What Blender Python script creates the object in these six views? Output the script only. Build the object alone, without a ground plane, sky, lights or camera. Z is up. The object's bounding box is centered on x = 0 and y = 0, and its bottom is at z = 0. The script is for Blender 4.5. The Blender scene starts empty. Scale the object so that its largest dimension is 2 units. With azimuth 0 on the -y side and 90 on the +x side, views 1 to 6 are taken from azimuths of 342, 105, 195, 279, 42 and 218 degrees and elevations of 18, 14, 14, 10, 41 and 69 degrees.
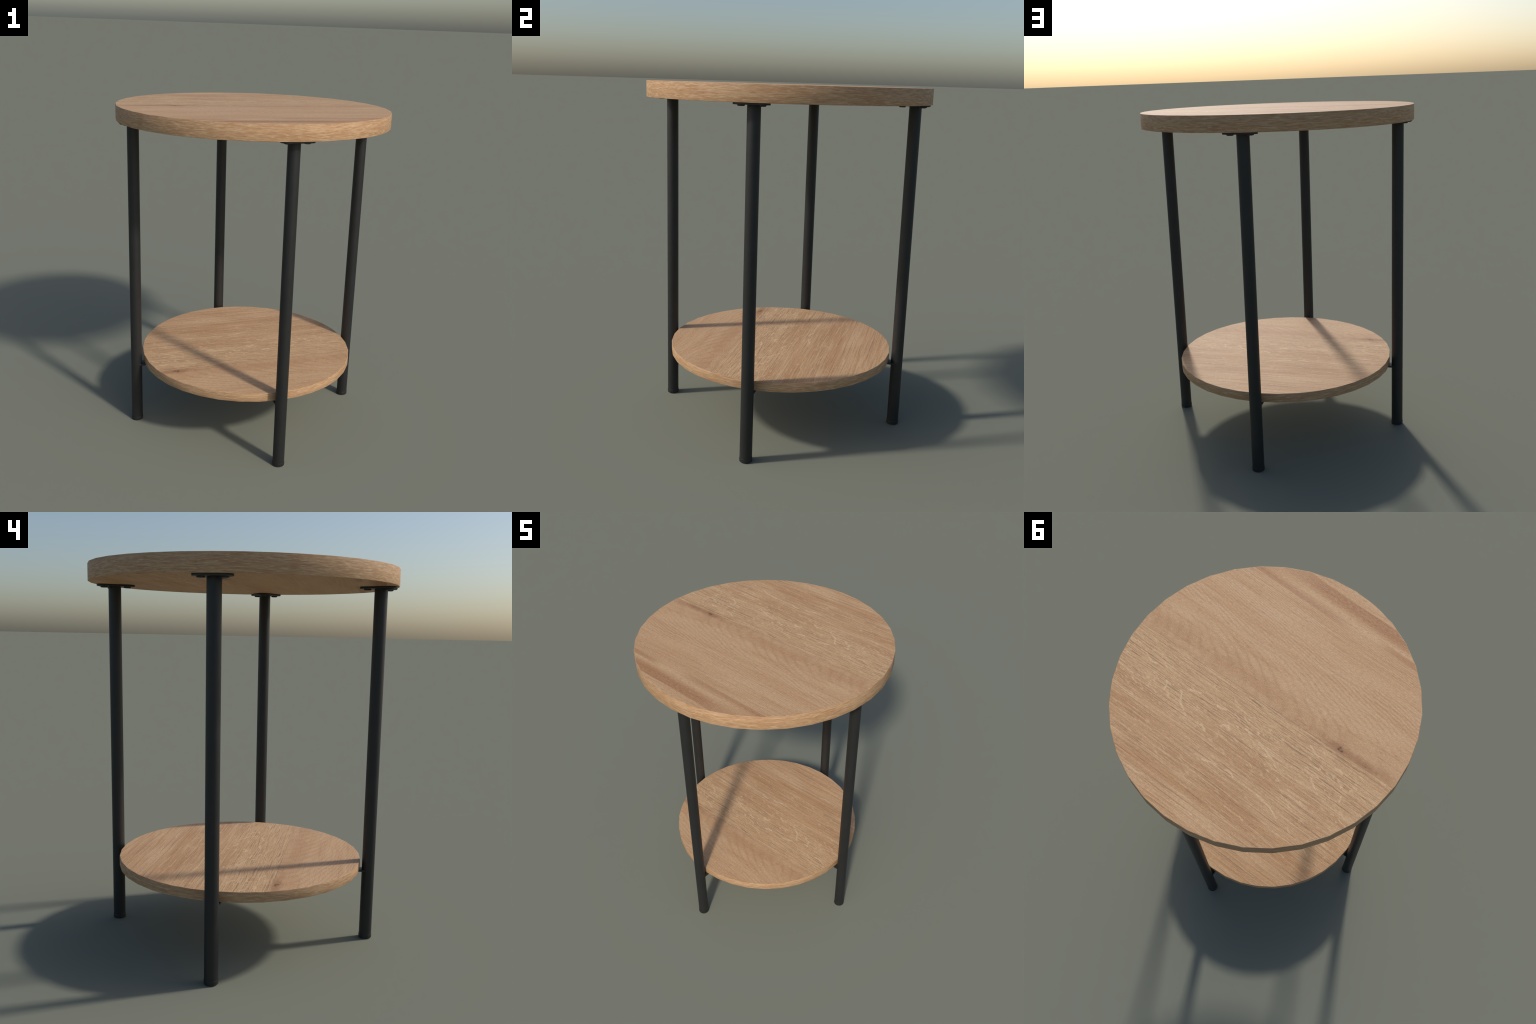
"""Round two-tier side table: oak-veneer discs on four black tubular legs."""
import bpy, bmesh, math
from mathutils import Vector

TAU = math.tau
SEGMENTS = 36                       # the discs are 36-sided, a corner every 10 degrees

# ------------------------------------------------------------------ sizes (metres)
TOP_R, TOP_Z0, TOP_Z1 = 0.813, 1.9115, 2.000
SHELF_R, SHELF_Z0, SHELF_Z1 = 0.673, 0.394, 0.447
BAND = 0.0030                       # thickness of the edge banding
LEG_AXIS, LEG_R = 0.720, 0.0343     # distance of leg axis from centre, tube radius
CAP_R, CAP_H = 0.0358, 0.0220
PLATE_T = 0.0100
BOLTS = [(0.043, 0.0535), (0.043, -0.0535), (-0.0715, 0.0)]   # radial, tangential
PLATE_CORNERS, PLATE_CORNER = [(0.0435, 0.0570), (0.0435, -0.0570), (-0.0750, 0.0)], 0.0370
# each tube sits a millimetre or two off its nominal place
LEG_NUDGE = [(-0.0010, -0.0004), (-0.0015, 0.0010), (-0.0005, 0.0024), (-0.0010, 0.0008)]
BRACKET_HALF, BRACKET_T = 0.031, 0.0095


# ------------------------------------------------------------------ node helpers
class Nodes:
    """Small arithmetic layer over a node tree."""

    def __init__(self, tree):
        self.tree, self.nodes, self.links = tree, tree.nodes, tree.links

    def new(self, kind, **props):
        n = self.nodes.new(kind)
        for k, v in props.items():
            setattr(n, k, v)
        return n

    def put(self, socket, value):
        if hasattr(value, "is_linked"):
            self.links.new(value, socket)
        elif isinstance(value, (tuple, list)):
            v = tuple(value)
            if len(v) == 3 and len(socket.default_value) == 4:
                v += (1.0,)
            socket.default_value = v
        else:
            socket.default_value = value

    def m(self, op, a, b=0.0, c=None, clamp=False):
        n = self.new("ShaderNodeMath", operation=op, use_clamp=clamp)
        self.put(n.inputs[0], a)
        self.put(n.inputs[1], b)
        if c is not None:
            self.put(n.inputs[2], c)
        return n.outputs[0]

    def v(self, op, a, b=(0, 0, 0), scale=None):
        n = self.new("ShaderNodeVectorMath", operation=op)
        self.put(n.inputs[0], a)
        if scale is None:
            self.put(n.inputs[1], b)
        else:
            self.put(n.inputs["Scale"], scale)
        return n.outputs["Value"] if op in ("DOT_PRODUCT", "DISTANCE", "LENGTH") else n.outputs["Vector"]

    def xyz(self, x, y, z=0.0):
        n = self.new("ShaderNodeCombineXYZ")
        for s, val in zip(n.inputs, (x, y, z)):
            self.put(s, val)
        return n.outputs[0]

    def split(self, vec):
        n = self.new("ShaderNodeSeparateXYZ")
        self.put(n.inputs[0], vec)
        return n.outputs

    def noise(self, vec, scale=1.0, detail=2.0, rough=0.5, distort=0.0):
        n = self.new("ShaderNodeTexNoise", noise_dimensions="3D")
        self.put(n.inputs["Vector"], vec)
        n.inputs["Scale"].default_value = scale
        n.inputs["Detail"].default_value = detail
        n.inputs["Roughness"].default_value = rough
        n.inputs["Distortion"].default_value = distort
        return n.outputs["Fac"]

    def step(self, value, lo, hi, out0=0.0, out1=1.0):
        n = self.new("ShaderNodeMapRange", interpolation_type="SMOOTHSTEP")
        self.put(n.inputs["Value"], value)
        for i, x in enumerate((lo, hi, out0, out1)):
            self.put(n.inputs[i + 1], x)
        return n.outputs[0]

    def mix(self, fac, a, b, blend="MIX"):
        n = self.new("ShaderNodeMix", data_type="RGBA", blend_type=blend)
        self.put(n.inputs["Factor"], fac)
        self.put(n.inputs[6], a)
        self.put(n.inputs[7], b)
        return n.outputs[2]

    def bump_between(self, x, a, b, soft):
        """1 between a and b, falling off over soft on both sides."""
        return self.m("MULTIPLY", self.step(x, a - soft, a + soft), self.step(x, b - soft, b + soft, 1.0, 0.0))


def principled(mat):
    return next(n for n in mat.node_tree.nodes if n.type == "BSDF_PRINCIPLED")


# ------------------------------------------------------------------ oak veneer
OAK_LIGHT = (0.612, 0.402, 0.235)
OAK = (0.535, 0.322, 0.173)
OAK_BROWN = (0.365, 0.188, 0.092)
PORE = (0.180, 0.098, 0.062)
FLECK = (0.740, 0.530, 0.338)

# pale ray flecks of the quarter-sawn board: polylines (x, y) with a half width
FLECKS = [
    (0.005, [(0.699, 0.179), (0.660, 0.180), (0.637, 0.188), (0.615, 0.198), (0.578, 0.195)]),
    (0.007, [(0.470, 0.240), (0.455, 0.258), (0.447, 0.284)]),
    (0.006, [(0.357, 0.252), (0.331, 0.292), (0.288, 0.316)]),
    (0.006, [(0.346, 0.213), (0.312, 0.196), (0.278, 0.187)]),
    (0.007, [(0.163, 0.194), (0.116, 0.183)]),
    (0.004, [(0.460, 0.503), (0.349, 0.500)]),
    (0.005, [(0.038, 0.468), (-0.033, 0.448)]),
    (0.006, [(-0.086, 0.445), (-0.113, 0.437), (-0.144, 0.449)]),
    (0.007, [(-0.134, 0.228), (-0.186, 0.238), (-0.233, 0.253)]),
    (0.006, [(-0.351, 0.081), (-0.420, 0.109)]),
    (0.007, [(-0.456, 0.221), (-0.480, 0.240), (-0.500, 0.253)]),
    (0.005, [(-0.291, 0.455), (-0.362, 0.461), (-0.446, 0.489)]),
    (0.009, [(-0.532, 0.106), (-0.562, 0.107)]),
    (0.008, [(-0.569, 0.150), (-0.604, 0.166)]),
    (0.005, [(-0.631, 0.209), (-0.641, 0.236)]),
    (0.007, [(-0.485, 0.353), (-0.507, 0.360)]),
    (0.007, [(-0.033, 0.208), (-0.078, 0.211)]),
    (0.004, [(0.308, 0.718), (0.264, 0.724), (0.219, 0.708)]),
    (0.004, [(0.029, 0.731), (-0.104, 0.726)]),
    (0.010, [(0.080, 0.268), (0.052, 0.250), (0.035, 0.262)]),
    (0.008, [(0.165, 0.326), (0.130, 0.340)]),
]


def oak_group():
    """Two boards side by side, grain along x, joint near y = 0.03.

    y above the joint: quarter-sawn, straight dark pores and pale ray flecks.
    y below the joint: flat-sawn cathedral rings, two knots and a brown heart stripe.
    """
    g = bpy.data.node_groups.new("oak_veneer", "ShaderNodeTree")
    g.interface.new_socket("Vector", in_out="INPUT", socket_type="NodeSocketVector")
    g.interface.new_socket("Color", in_out="OUTPUT", socket_type="NodeSocketColor")
    n = Nodes(g)
    gi = n.new("NodeGroupInput")
    go = n.new("NodeGroupOutput")
    flat = n.v("MULTIPLY", gi.outputs[0], (1, 1, 0))
    sx, sy, _ = n.split(flat)

    # gentle wander of the fibres
    wander = n.m("SUBTRACT", n.noise(n.v("MULTIPLY", flat, (2.0, 3.0, 1)), 1, 1), 0.5)
    x = sx
    y = n.m("ADD", sy, n.m("MULTIPLY", wander, 0.014))
    p = n.xyz(x, y)

    seam_y = n.m("ADD", n.m("MULTIPLY", x, 0.020), 0.034)
    quarter = n.step(n.m("SUBTRACT", sy, seam_y), -0.006, 0.006)

    # ---------- fine fibre speckle shared by both boards
    speck = n.noise(n.v("MULTIPLY", p, (45, 300, 1)), 1, 2, 0.6)
    sand = n.noise(n.v("MULTIPLY", p, (150, 260, 1)), 1, 1, 0.6)
    fibre = n.noise(n.v("MULTIPLY", p, (2.6, 85, 1)), 1, 2, 0.55)
    broad = n.noise(n.v("MULTIPLY", p, (1.3, 12, 1)), 1, 2, 0.5)
    cloud = n.noise(n.v("MULTIPLY", p, (5, 9, 1)), 1, 3, 0.55)

    # ---------- quarter-sawn board
    base_q = n.mix(n.step(broad, 0.28, 0.74), OAK_LIGHT, OAK)
    base_q = n.mix(n.m("MULTIPLY", n.step(fibre, 0.46, 0.70), 0.26), base_q, OAK_BROWN)
    # warmer zones between the paler ones
    warm = n.noise(n.v("MULTIPLY", n.v("ADD", p, (4.1, 2.3, 0)), (1.2, 9.0, 1)), 1, 2)
    zone = n.step(sy, 0.24, 0.36, 0.35, 1.0)
    base_q = n.mix(n.m("MULTIPLY", n.m("MULTIPLY", n.step(warm, 0.42, 0.62), zone), 0.38), base_q, (0.430, 0.228, 0.108))
    # pale sapwood strip along the joint
    base_q = n.mix(n.m("MULTIPLY", n.bump_between(sy, 0.0, 0.30, 0.06), 0.55), base_q, (0.605, 0.402, 0.232))
    # pores: thin dark dashes in two lengths
    pore_n = n.noise(n.v("MULTIPLY", n.v("ADD", p, (1.7, 0.4, 0)), (5.0, 200, 1)), 1, 0)
    pore_f = n.noise(n.v("MULTIPLY", n.v("ADD", p, (0.3, 7.4, 0)), (12.0, 280, 1)), 1, 0)
    pore_l = n.noise(n.v("MULTIPLY", n.v("ADD", p, (5.3, 2.4, 0)), (2.2, 140, 1)), 1, 1, 0.4)
    # growth lines about a centimetre apart, drifting in phase and broken along their length
    drift = n.noise(n.v("MULTIPLY", n.v("ADD", p, (8.2, 0.6, 0)), (1.6, 26, 1)), 1, 2, 0.5)
    comb = n.m("SINE", n.m("ADD", n.m("MULTIPLY", y, TAU / 0.0115), n.m("MULTIPLY", drift, 26.0)))
    gap = n.noise(n.v("MULTIPLY", n.v("ADD", p, (2.9, 4.4, 0)), (7.0, 88, 1)), 1, 1, 0.5)
    comb = n.m("MULTIPLY", n.step(comb, 0.35, 1.0), n.step(gap, 0.37, 0.56))
    pores = n.m("MAXIMUM", comb, n.m("MULTIPLY", n.step(pore_f, 0.58, 0.68), 0.55))
    lines = n.m("MULTIPLY", n.step(pore_l, 0.60, 0.68), n.step(pore_f, 0.36, 0.52))
    # strong lines from the joint to y = 0.3, weaker further out
    patchy = n.noise(n.v("MULTIPLY", n.v("ADD", p, (9, 3, 0)), (2.0, 9.0, 1)), 1, 2)
    dense = n.m("MULTIPLY", n.step(sy, 0.22, 0.42, 1.0, 0.50), n.step(patchy, 0.34, 0.56, 0.45, 1.0))
    dense = n.m("MULTIPLY", dense, n.step(sy, 0.60, 0.70, 1.0, 0.35))
    outer = n.noise(n.v("MULTIPLY", n.v("ADD", p, (3.3, 1.9, 0)), (1.0, 62, 1)), 1, 1, 0.4)
    outer = n.m("MULTIPLY", n.step(outer, 0.61, 0.67), n.step(sy, 0.62, 0.68))
    pore_mask = n.m("MAXIMUM", n.m("MULTIPLY", pores, dense), n.m("MAXIMUM", n.m("MULTIPLY", lines, 0.85), n.m("MULTIPLY", outer, 0.8)))
    col_q = n.mix(n.m("MULTIPLY", pore_mask, 0.60), base_q, PORE)
    # crowd of short pale ray marks beside the joint, lying a little across the grain
    lean = n.new("ShaderNodeVectorRotate", rotation_type="Z_AXIS")
    n.put(lean.inputs["Vector"], p)
    lean.inputs["Angle"].default_value = math.radians(14)
    crowd = n.noise(n.v("MULTIPLY", lean.outputs[0], (26, 85, 1)), 1, 1, 0.5)
    where = n.noise(n.v("MULTIPLY", n.v("ADD", p, (2.0, 7.0, 0)), (4.0, 8.0, 1)), 1, 1)
    crowd = n.m("MULTIPLY", n.step(crowd, 0.56, 0.68), n.m("MULTIPLY", n.bump_between(sy, 0.10, 0.38, 0.07), n.step(where, 0.40, 0.58, 0.25, 1.0)))
    col_q = n.mix(n.m("MULTIPLY", crowd, 0.62), col_q, FLECK)
    # thin pale fibres between the pores
    fair = n.noise(n.v("MULTIPLY", n.v("ADD", p, (6.6, 9.1, 0)), (4.0, 150, 1)), 1, 1, 0.5)
    col_q = n.mix(n.m("MULTIPLY", n.step(fair, 0.55, 0.68), 0.60), col_q, (0.690, 0.480, 0.298))
    # the outermost strip is paler and streaky
    pale = n.m("MULTIPLY", n.step(sy, 0.64, 0.72), n.step(fibre, 0.60, 0.42))
    col_q = n.mix(n.m("MULTIPLY", pale, 0.45), col_q, (0.640, 0.425, 0.262))

    # ray flecks, edges frayed by noise
    fray = n.new("ShaderNodeTexNoise")
    n.put(fray.inputs["Vector"], p)
    fray.inputs["Scale"].default_value = 55
    fray.inputs["Detail"].default_value = 2
    pf = n.v("ADD", flat, n.v("SCALE", n.v("SUBTRACT", fray.outputs["Color"], (0.5, 0.5, 0.5)), scale=0.013))
    pf = n.v("MULTIPLY", pf, (1, 1, 0))
    fleck = None
    for width, line in FLECKS:
        for a, b in zip(line, line[1:]):
            ba = (b[0] - a[0], b[1] - a[1])
            l2 = ba[0] ** 2 + ba[1] ** 2
            pa = n.v("SUBTRACT", pf, (a[0], a[1], 0))
            h = n.m("MULTIPLY", n.v("DOT_PRODUCT", pa, (ba[0], ba[1], 0)), 1 / l2, clamp=True)
            near = n.v("SCALE", (ba[0], ba[1], 0), scale=h)
            d = n.m("MULTIPLY", n.v("DISTANCE", pa, near), 1 / width)
            fleck = d if fleck is None else n.m("MINIMUM", fleck, d)
    fleck = n.m("MULTIPLY", n.step(fleck, 0.30, 1.25, 1.0, 0.0), n.step(pore_n, 0.36, 0.62, 1.0, 0.60))
    # many smaller flecks scattered at random
    rot = n.new("ShaderNodeVectorRotate", rotation_type="Z_AXIS")
    n.put(rot.inputs["Vector"], pf)
    rot.inputs["Angle"].default_value = math.radians(16)
    vor = n.new("ShaderNodeTexVoronoi", feature="F1")
    n.put(vor.inputs["Vector"], n.v("MULTIPLY", rot.outputs[0], (11, 42, 1)))
    vor.inputs["Scale"].default_value = 1.0
    vr = n.split(vor.outputs["Color"])[0]
    small = n.m("MULTIPLY", n.step(vor.outputs["Distance"], 0.14, 0.30, 1.0, 0.0), n.m("GREATER_THAN", vr, 0.62))
    small = n.m("MULTIPLY", small, n.step(sy, 0.66, 0.60))
    fleck = n.m("MAXIMUM", n.m("MULTIPLY", fleck, 0.92), n.m("MULTIPLY", small, 0.42))
    col_q = n.mix(n.m("MULTIPLY", fleck, 0.85), col_q, FLECK)

    # ---------- flat-sawn board: parabolic ring contours
    yb = n.m("MINIMUM", n.m("SUBTRACT", y, 0.02), 0.03)
    swirl = n.noise(n.v("MULTIPLY", p, (3.0, 6, 1)), 1, 2, 0.45)
    ring = n.m("SUBTRACT", n.m("MULTIPLY", n.m("MULTIPLY", yb, yb), 7.5), x)
    ring = n.m("ADD", ring, n.m("MULTIPLY", swirl, 0.16))
    rings = n.m("SINE", n.m("MULTIPLY", ring, TAU / 0.088))
    rings = n.m("MULTIPLY_ADD", rings, 0.5, 0.5)
    rings = n.m("POWER", rings, 3.0)
    vary = n.noise(n.v("MULTIPLY", n.v("ADD", p, (6, 6, 0)), (2, 8, 1)), 1, 2)
    base_f = n.mix(n.step(broad, 0.30, 0.70), (0.618, 0.412, 0.250), (0.562, 0.350, 0.198))
    base_f = n.mix(n.m("MULTIPLY", n.m("MULTIPLY", rings, n.step(vary, 0.30, 0.60)), n.step(sy, -0.34, -0.12, 0.42, 0.28)), base_f, (0.372, 0.200, 0.102))
    base_f = n.mix(n.m("MULTIPLY", n.step(fibre, 0.52, 0.72), 0.34), base_f, OAK_BROWN)
    # reddish haze toward the joint
    haze = n.m("MULTIPLY", n.step(sy, -0.30, 0.0), n.step(cloud, 0.36, 0.66))
    base_f = n.mix(n.m("MULTIPLY", haze, 0.30), base_f, (0.420, 0.232, 0.122))
    # browner wood right against the joint
    base_f = n.mix(n.m("MULTIPLY", n.step(sy, -0.13, 0.03), 0.18), base_f, (0.415, 0.228, 0.118))
    # greyish highlights far from the joint
    silver = n.m("MULTIPLY", n.step(fibre, 0.46, 0.34), n.bump_between(sy, -0.56, -0.20, 0.08))
    base_f = n.mix(n.m("MULTIPLY", silver, 0.40), base_f, (0.610, 0.432, 0.300))
    # rare dark ticks
    tick = n.noise(n.v("MULTIPLY", n.v("ADD", p, (2.2, 8.1, 0)), (12, 130, 1)), 1, 1, 0.4)
    base_f = n.mix(n.m("MULTIPLY", n.step(tick, 0.68, 0.77), 0.32), base_f, PORE)

    # brown heart stripe and its companion
    wob = n.m("ADD", sy, n.m("MULTIPLY", n.m("SUBTRACT", fibre, 0.5), 0.030))
    wob = n.m("SUBTRACT", wob, n.m("MULTIPLY", x, -0.030))
    stripe = n.m("MULTIPLY", n.step(wob, -0.757, -0.742), n.step(wob, -0.705, -0.652, 1.0, 0.0))
    stripe = n.m("MULTIPLY", stripe, n.step(x, 0.34, 0.10, 0.55, 1.0))
    stripe2 = n.m("MULTIPLY", n.step(wob, -0.650, -0.598), n.step(wob, -0.591, -0.583, 1.0, 0.0))
    stripe2 = n.m("MULTIPLY", stripe2, n.m("MULTIPLY", n.step(x, -0.15, 0.05), 0.60))
    stripe3 = n.m("MULTIPLY", n.bump_between(wob, -0.645, -0.612, 0.008), n.m("MULTIPLY", n.step(x, -0.25, -0.40), 0.6))
    stripe = n.m("MULTIPLY", stripe, n.step(speck, 0.30, 0.62, 1.0, 0.72))
    stripes = n.m("MAXIMUM", stripe, n.m("MAXIMUM", stripe2, stripe3))
    base_f = n.mix(n.m("MULTIPLY", stripes, 0.84), base_f, (0.352, 0.165, 0.076))
    # bright scratches running through the stripe
    scratch = n.noise(n.v("MULTIPLY", n.v("ADD", p, (0.9, 5.5, 0)), (4.5, 190, 1)), 1, 1, 0.3)
    scratch = n.m("MULTIPLY", n.step(scratch, 0.63, 0.72), n.step(sy, -0.58, -0.66))
    base_f = n.mix(n.m("MULTIPLY", scratch, 0.5), base_f, OAK_LIGHT)

    # knots on the flat-sawn board, brown halos stretched along the grain
    for kx, ky, hx, hy, strength in ((-0.483, 0.006, 0.130, 0.040, 0.80), (-0.630, 0.004, 0.110, 0.036, 0.80),
                                     (-0.340, -0.008, 0.085, 0.020, 0.35), (-0.745, -0.010, 0.090, 0.040, 0.40)):
        rel = n.v("MULTIPLY", n.v("SUBTRACT", pf, (kx, ky, 0)), (1 / hx, 1 / hy, 0))
        rel = n.v("ADD", rel, n.v("SCALE", n.v("SUBTRACT", fray.outputs["Color"], (0.5, 0.5, 0.5)), scale=0.5))
        halo = n.step(n.v("LENGTH", n.v("MULTIPLY", rel, (1, 1, 0))), 0.15, 1.05, 1.0, 0.0)
        base_f = n.mix(n.m("MULTIPLY", halo, strength), base_f, (0.345, 0.180, 0.092))
    for kx, ky, rx, ry, strength in ((-0.486, 0.009, 0.026, 0.010, 1.0), (-0.477, 0.003, 0.011, 0.015, 0.95),
                                     (-0.631, 0.010, 0.016, 0.006, 0.55)):
        rel = n.v("MULTIPLY", n.v("SUBTRACT", pf, (kx, ky, 0)), (1 / rx, 1 / ry, 0))
        core = n.step(n.v("LENGTH", rel), 0.35, 1.0, 1.0, 0.0)
        grit = n.step(n.noise(p, 90, 1), 0.40, 0.56, 0.25, 1.0)
        base_f = n.mix(n.m("MULTIPLY", n.m("MULTIPLY", core, grit), strength), base_f, (0.140, 0.070, 0.048))

    color = n.mix(quarter, base_f, col_q)
    # hairline along the joint, broken
    joint = n.m("MULTIPLY", n.bump_between(n.m("SUBTRACT", sy, seam_y), -0.002, 0.002, 0.0015), n.step(patchy, 0.36, 0.52, 0.3, 1.0))
    color = n.mix(n.m("MULTIPLY", joint, 0.28), color, PORE)
    # fine grain on everything
    gain = n.m("MULTIPLY", n.step(speck, 0.25, 0.75, 0.84, 1.14), n.step(sand, 0.2, 0.8, 0.86, 1.12))
    color = n.mix(1.0, color, n.v("MULTIPLY", n.xyz(gain, gain, gain), (0.985, 0.948, 0.872)), "MULTIPLY")
    n.links.new(color, go.inputs[0])
    return g


def veneer_material(name, group, shift):
    mat = bpy.data.materials.new(name)
    mat.use_nodes = True
    n = Nodes(mat.node_tree)
    bsdf = principled(mat)
    tc = n.new("ShaderNodeTexCoord")
    grp = n.new("ShaderNodeGroup", node_tree=group)
    n.put(grp.inputs[0], n.v("ADD", tc.outputs["Object"], shift))
    n.links.new(grp.outputs["Color"], bsdf.inputs["Base Color"])
    bsdf.inputs["Roughness"].default_value = 0.64
    bsdf.inputs["Specular IOR Level"].default_value = 0.33
    return mat


def band_material(name):
    """Edge banding: short mottled fibres running round the rim."""
    mat = bpy.data.materials.new(name)
    mat.use_nodes = True
    n = Nodes(mat.node_tree)
    bsdf = principled(mat)
    tc = n.new("ShaderNodeTexCoord")
    x, y, z = n.split(tc.outputs["Object"])
    wave = n.noise(n.v("MULTIPLY", tc.outputs["Object"], (6, 6, 14)), 1, 2)
    p = n.xyz(x, y, n.m("ADD", z, n.m("MULTIPLY", wave, 0.006)))   # radius is constant: x, y run round the rim
    streak = n.noise(n.v("MULTIPLY", p, (8, 8, 140)), 1, 2, 0.65)
    mottle = n.noise(n.v("MULTIPLY", n.v("ADD", p, (3, 5, 1)), (22, 22, 300)), 1, 2, 0.65)
    patch = n.noise(n.v("MULTIPLY", n.v("ADD", p, (7, 1, 2)), (7, 7, 75)), 1, 2, 0.5)
    col = n.mix(n.step(streak, 0.36, 0.64), (0.530, 0.335, 0.182), (0.442, 0.256, 0.130))
    col = n.mix(n.m("MULTIPLY", n.step(patch, 0.52, 0.68), 0.6), col, (0.420, 0.215, 0.098))
    col = n.mix(n.m("MULTIPLY", n.step(mottle, 0.54, 0.66), 0.75), col, (0.635, 0.440, 0.272))
    col = n.mix(n.m("MULTIPLY", n.step(mottle, 0.45, 0.34), 0.70), col, (0.345, 0.182, 0.088))
    n.links.new(col, bsdf.inputs["Base Color"])
    bsdf.inputs["Roughness"].default_value = 0.64
    bsdf.inputs["Specular IOR Level"].default_value = 0.33
    bump = n.new("ShaderNodeBump")
    bump.inputs["Strength"].default_value = 0.10
    bump.inputs["Distance"].default_value = 0.002
    n.links.new(mottle, bump.inputs["Height"])
    n.links.new(bump.outputs[0], bsdf.inputs["Normal"])
    return mat


def black_material(name, color, roughness, grain):
    mat = bpy.data.materials.new(name)
    mat.use_nodes = True
    n = Nodes(mat.node_tree)
    bsdf = principled(mat)
    tc = n.new("ShaderNodeTexCoord")
    tone = n.noise(tc.outputs["Object"], 14, 3)
    dark = tuple(c * 0.88 for c in color)
    n.links.new(n.mix(n.step(tone, 0.35, 0.65), dark, color), bsdf.inputs["Base Color"])
    bsdf.inputs["Roughness"].default_value = roughness
    bump = n.new("ShaderNodeBump")
    bump.inputs["Strength"].default_value = grain
    bump.inputs["Distance"].default_value = 0.001
    n.links.new(n.noise(tc.outputs["Object"], 420, 1), bump.inputs["Height"])
    n.links.new(bump.outputs[0], bsdf.inputs["Normal"])
    return mat


# ------------------------------------------------------------------ mesh helpers
def finish(bm, name, material, smooth_angle=30.0):
    bmesh.ops.remove_doubles(bm, verts=bm.verts, dist=1e-7)
    bmesh.ops.recalc_face_normals(bm, faces=bm.faces)
    for f in bm.faces:
        f.smooth = True
    limit = math.radians(smooth_angle)
    for e in bm.edges:
        if len(e.link_faces) == 2:
            e.smooth = e.calc_face_angle(0.0) < limit
    me = bpy.data.meshes.new(name)
    bm.to_mesh(me)
    bm.free()
    me.materials.append(material)
    return me


def lathe(profile, count, name, material, closed=False, smooth_angle=30.0, phase=0.0):
    """Revolve (radius, z) points; radius 0 makes a pole. closed joins last to first."""
    bm = bmesh.new()
    rings = []
    for r, z in profile:
        if r == 0:
            rings.append([bm.verts.new((0, 0, z))])
        else:
            rings.append([bm.verts.new((r * math.cos(phase + TAU * i / count), r * math.sin(phase + TAU * i / count), z))
                          for i in range(count)])
    pairs = list(zip(rings, rings[1:]))
    if closed:
        pairs.append((rings[-1], rings[0]))
    for a, b in pairs:
        for i in range(count):
            j = (i + 1) % count
            quad = [a[i % len(a)], a[j % len(a)], b[j % len(b)], b[i % len(b)]]
            unique = list(dict.fromkeys(quad))
            if len(unique) > 2:
                bm.faces.new(unique)
    return finish(bm, name, material, smooth_angle)


def extruded_outline(points, z0, z1, bevel, name, material):
    bm = bmesh.new()
    low = [bm.verts.new((x, y, z0)) for x, y in points]
    face = bm.faces.new(low)
    moved = bmesh.ops.extrude_face_region(bm, geom=[face])["geom"]
    bmesh.ops.translate(bm, verts=[g for g in moved if isinstance(g, bmesh.types.BMVert)], vec=(0, 0, z1 - z0))
    bmesh.ops.recalc_face_normals(bm, faces=bm.faces)
    rim = [e for e in bm.edges if abs(e.verts[0].co.z - e.verts[1].co.z) < 1e-9]
    bmesh.ops.bevel(bm, geom=rim, offset=bevel, segments=2, affect="EDGES", profile=0.5)
    return finish(bm, name, material, 35)


def rounded_hull(centres, radius, steps):
    """Outline of a belt stretched round equal circles (counter-clockwise)."""
    mid = sum((Vector(c) for c in centres), Vector((0, 0))) / len(centres)
    order = sorted((Vector(c) for c in centres), key=lambda c: math.atan2((c - mid).y, (c - mid).x))
    out = []
    for i, c in enumerate(order):
        before, after = c - order[i - 1], order[(i + 1) % len(order)] - c
        a0 = math.atan2(-before.x, before.y)
        a1 = math.atan2(-after.x, after.y)
        while a1 < a0:
            a1 += TAU
        for k in range(steps + 1):
            a = a0 + (a1 - a0) * k / steps
            out.append((c.x + radius * math.cos(a), c.y + radius * math.sin(a)))
    return out


def place(name, mesh, parent, location=(0, 0, 0), turn=0.0):
    obj = bpy.data.objects.new(name, mesh)
    bpy.context.scene.collection.objects.link(obj)
    obj.location = location
    obj.rotation_euler = (0, 0, turn)
    obj.parent = parent
    return obj


# ------------------------------------------------------------------ materials
oak = oak_group()
TOP_WOOD = veneer_material("oak_veneer_top", oak, (0, 0, 0))
SHELF_WOOD = veneer_material("oak_veneer_shelf", oak, (0.036, 0.285, 0))
TOP_BAND = band_material("oak_edge_top")
SHELF_BAND = band_material("oak_edge_shelf")
STEEL = black_material("black_powder_coat", (0.0165, 0.0165, 0.0160), 0.50, 0.05)
PLASTIC = black_material("black_plastic", (0.0140, 0.0140, 0.0140), 0.55, 0.03)

# ------------------------------------------------------------------ build
table = bpy.data.objects.new("side_table", None)
bpy.context.scene.collection.objects.link(table)
table["label"] = "round two-tier oak side table with slim black metal legs"
table["category"] = "side table"


def disc(name, radius, z0, z1, wood, band):
    """Veneered board plus the edge banding wrapped round it."""
    thick = z1 - z0
    r = radius - BAND
    board = lathe([(0, thick), (r * 0.5, thick), (r, thick), (r, 0), (r * 0.5, 0), (0, 0)], SEGMENTS, name, wood)
    obj = place(name, board, table, (0, 0, z0))
    inner, b = r + 0.0001, 0.0014
    c = b * (1 - math.sqrt(0.5))
    ring = lathe([(inner, 0), (radius - b, 0), (radius - c, c), (radius, b),
                  (radius, thick - b), (radius - c, thick - c), (radius - b, thick), (inner, thick)],
                 SEGMENTS, "edge_band", band, closed=True, smooth_angle=50)
    place("edge_band", ring, obj)
    return obj


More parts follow.
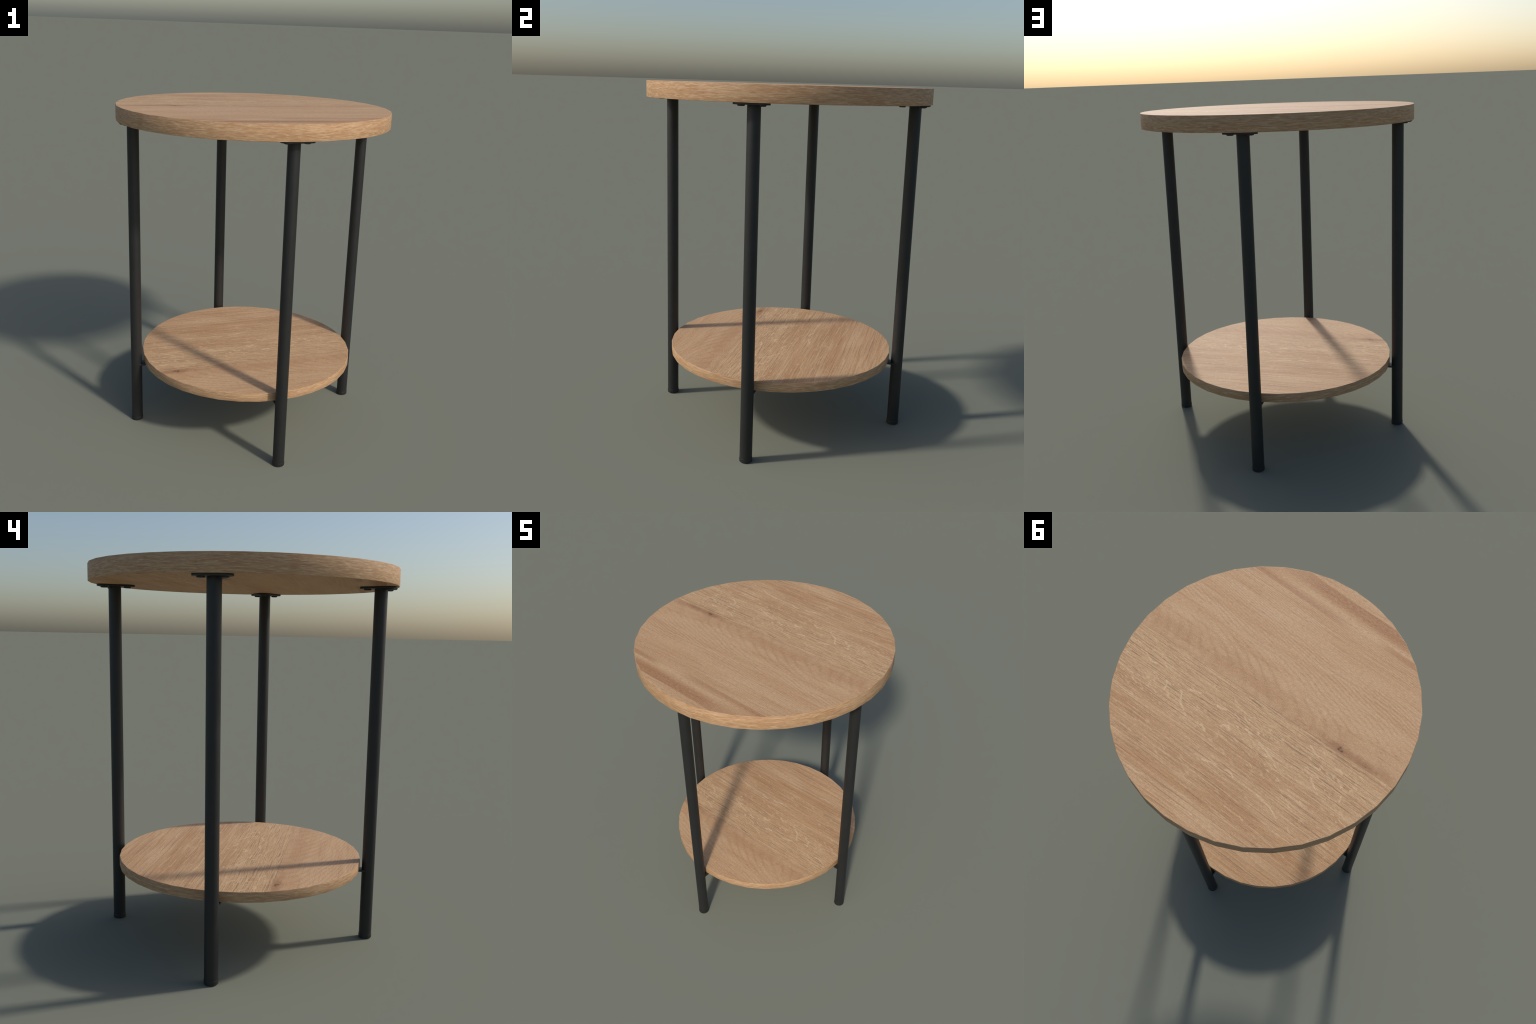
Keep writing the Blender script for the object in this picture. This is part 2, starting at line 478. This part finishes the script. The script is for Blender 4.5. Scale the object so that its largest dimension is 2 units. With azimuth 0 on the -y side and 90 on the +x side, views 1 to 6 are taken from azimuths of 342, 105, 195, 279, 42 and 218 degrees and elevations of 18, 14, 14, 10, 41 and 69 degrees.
top = disc("table_top", TOP_R, TOP_Z0, TOP_Z1, TOP_WOOD, TOP_BAND)
shelf = disc("shelf", SHELF_R, SHELF_Z0, SHELF_Z1, SHELF_WOOD, SHELF_BAND)

leg_z1 = TOP_Z0 - PLATE_T
leg_mesh = lathe([(0, 0), (LEG_R - 0.004, 0), (LEG_R, 0.004), (LEG_R, leg_z1 - 0.012), (LEG_R, leg_z1 - 0.012 + 0.0115), (0, leg_z1 - 0.0005)],
                 40, "leg", STEEL, smooth_angle=35)
cap_mesh = lathe([(0, 0.0), (CAP_R - 0.0035, 0.0), (CAP_R - 0.0010, 0.0008), (CAP_R, 0.0030), (CAP_R, CAP_H - 0.0015),
                  (CAP_R - 0.0006, CAP_H), (LEG_R - 0.001, CAP_H)], 20, "foot_cap", PLASTIC, smooth_angle=14)
plate_mesh = extruded_outline(rounded_hull(PLATE_CORNERS, PLATE_CORNER, 5), -PLATE_T, -0.0002, 0.0012, "mounting_plate", STEEL)
bolt_mesh = lathe([(0, -0.0078), (0.0130, -0.0078), (0.0172, -0.0066), (0.0192, -0.0035), (0.0192, 0.0), (0, 0.0)], 24, "bolt", STEEL)
# flat tongue that carries the shelf, from inside the tube to beneath the board
tongue = [(-0.185, -BRACKET_HALF), (0.0, -BRACKET_HALF), (0.0, BRACKET_HALF), (-0.185, BRACKET_HALF)]
bracket_mesh = extruded_outline(tongue, -BRACKET_T, -0.0002, 0.0010, "shelf_bracket", STEEL)
screw_mesh = lathe([(0, -0.0060), (0.0100, -0.0060), (0.0140, -0.0030), (0.0150, 0.0), (0, 0.0)], 20, "screw", STEEL)

for k in range(4):
    turn = k * TAU / 4
    out = Vector((math.cos(turn), math.sin(turn), 0))
    foot = out * LEG_AXIS
    leg = place("leg", leg_mesh, table, foot + Vector((*LEG_NUDGE[k], 0.0015)), turn)
    place("foot_cap", cap_mesh, leg, (0, 0, -0.0015))
    plate = place("mounting_plate", plate_mesh, table, foot + Vector((0, 0, TOP_Z0)), turn)
    for dr, dt in BOLTS:
        place("bolt", bolt_mesh, plate, (dr, dt, -PLATE_T))
    bracket = place("shelf_bracket", bracket_mesh, table, foot + Vector((0, 0, SHELF_Z0)), turn)
    for dr in (-0.095, -0.155):
        place("screw", screw_mesh, bracket, (dr, 0, -BRACKET_T))
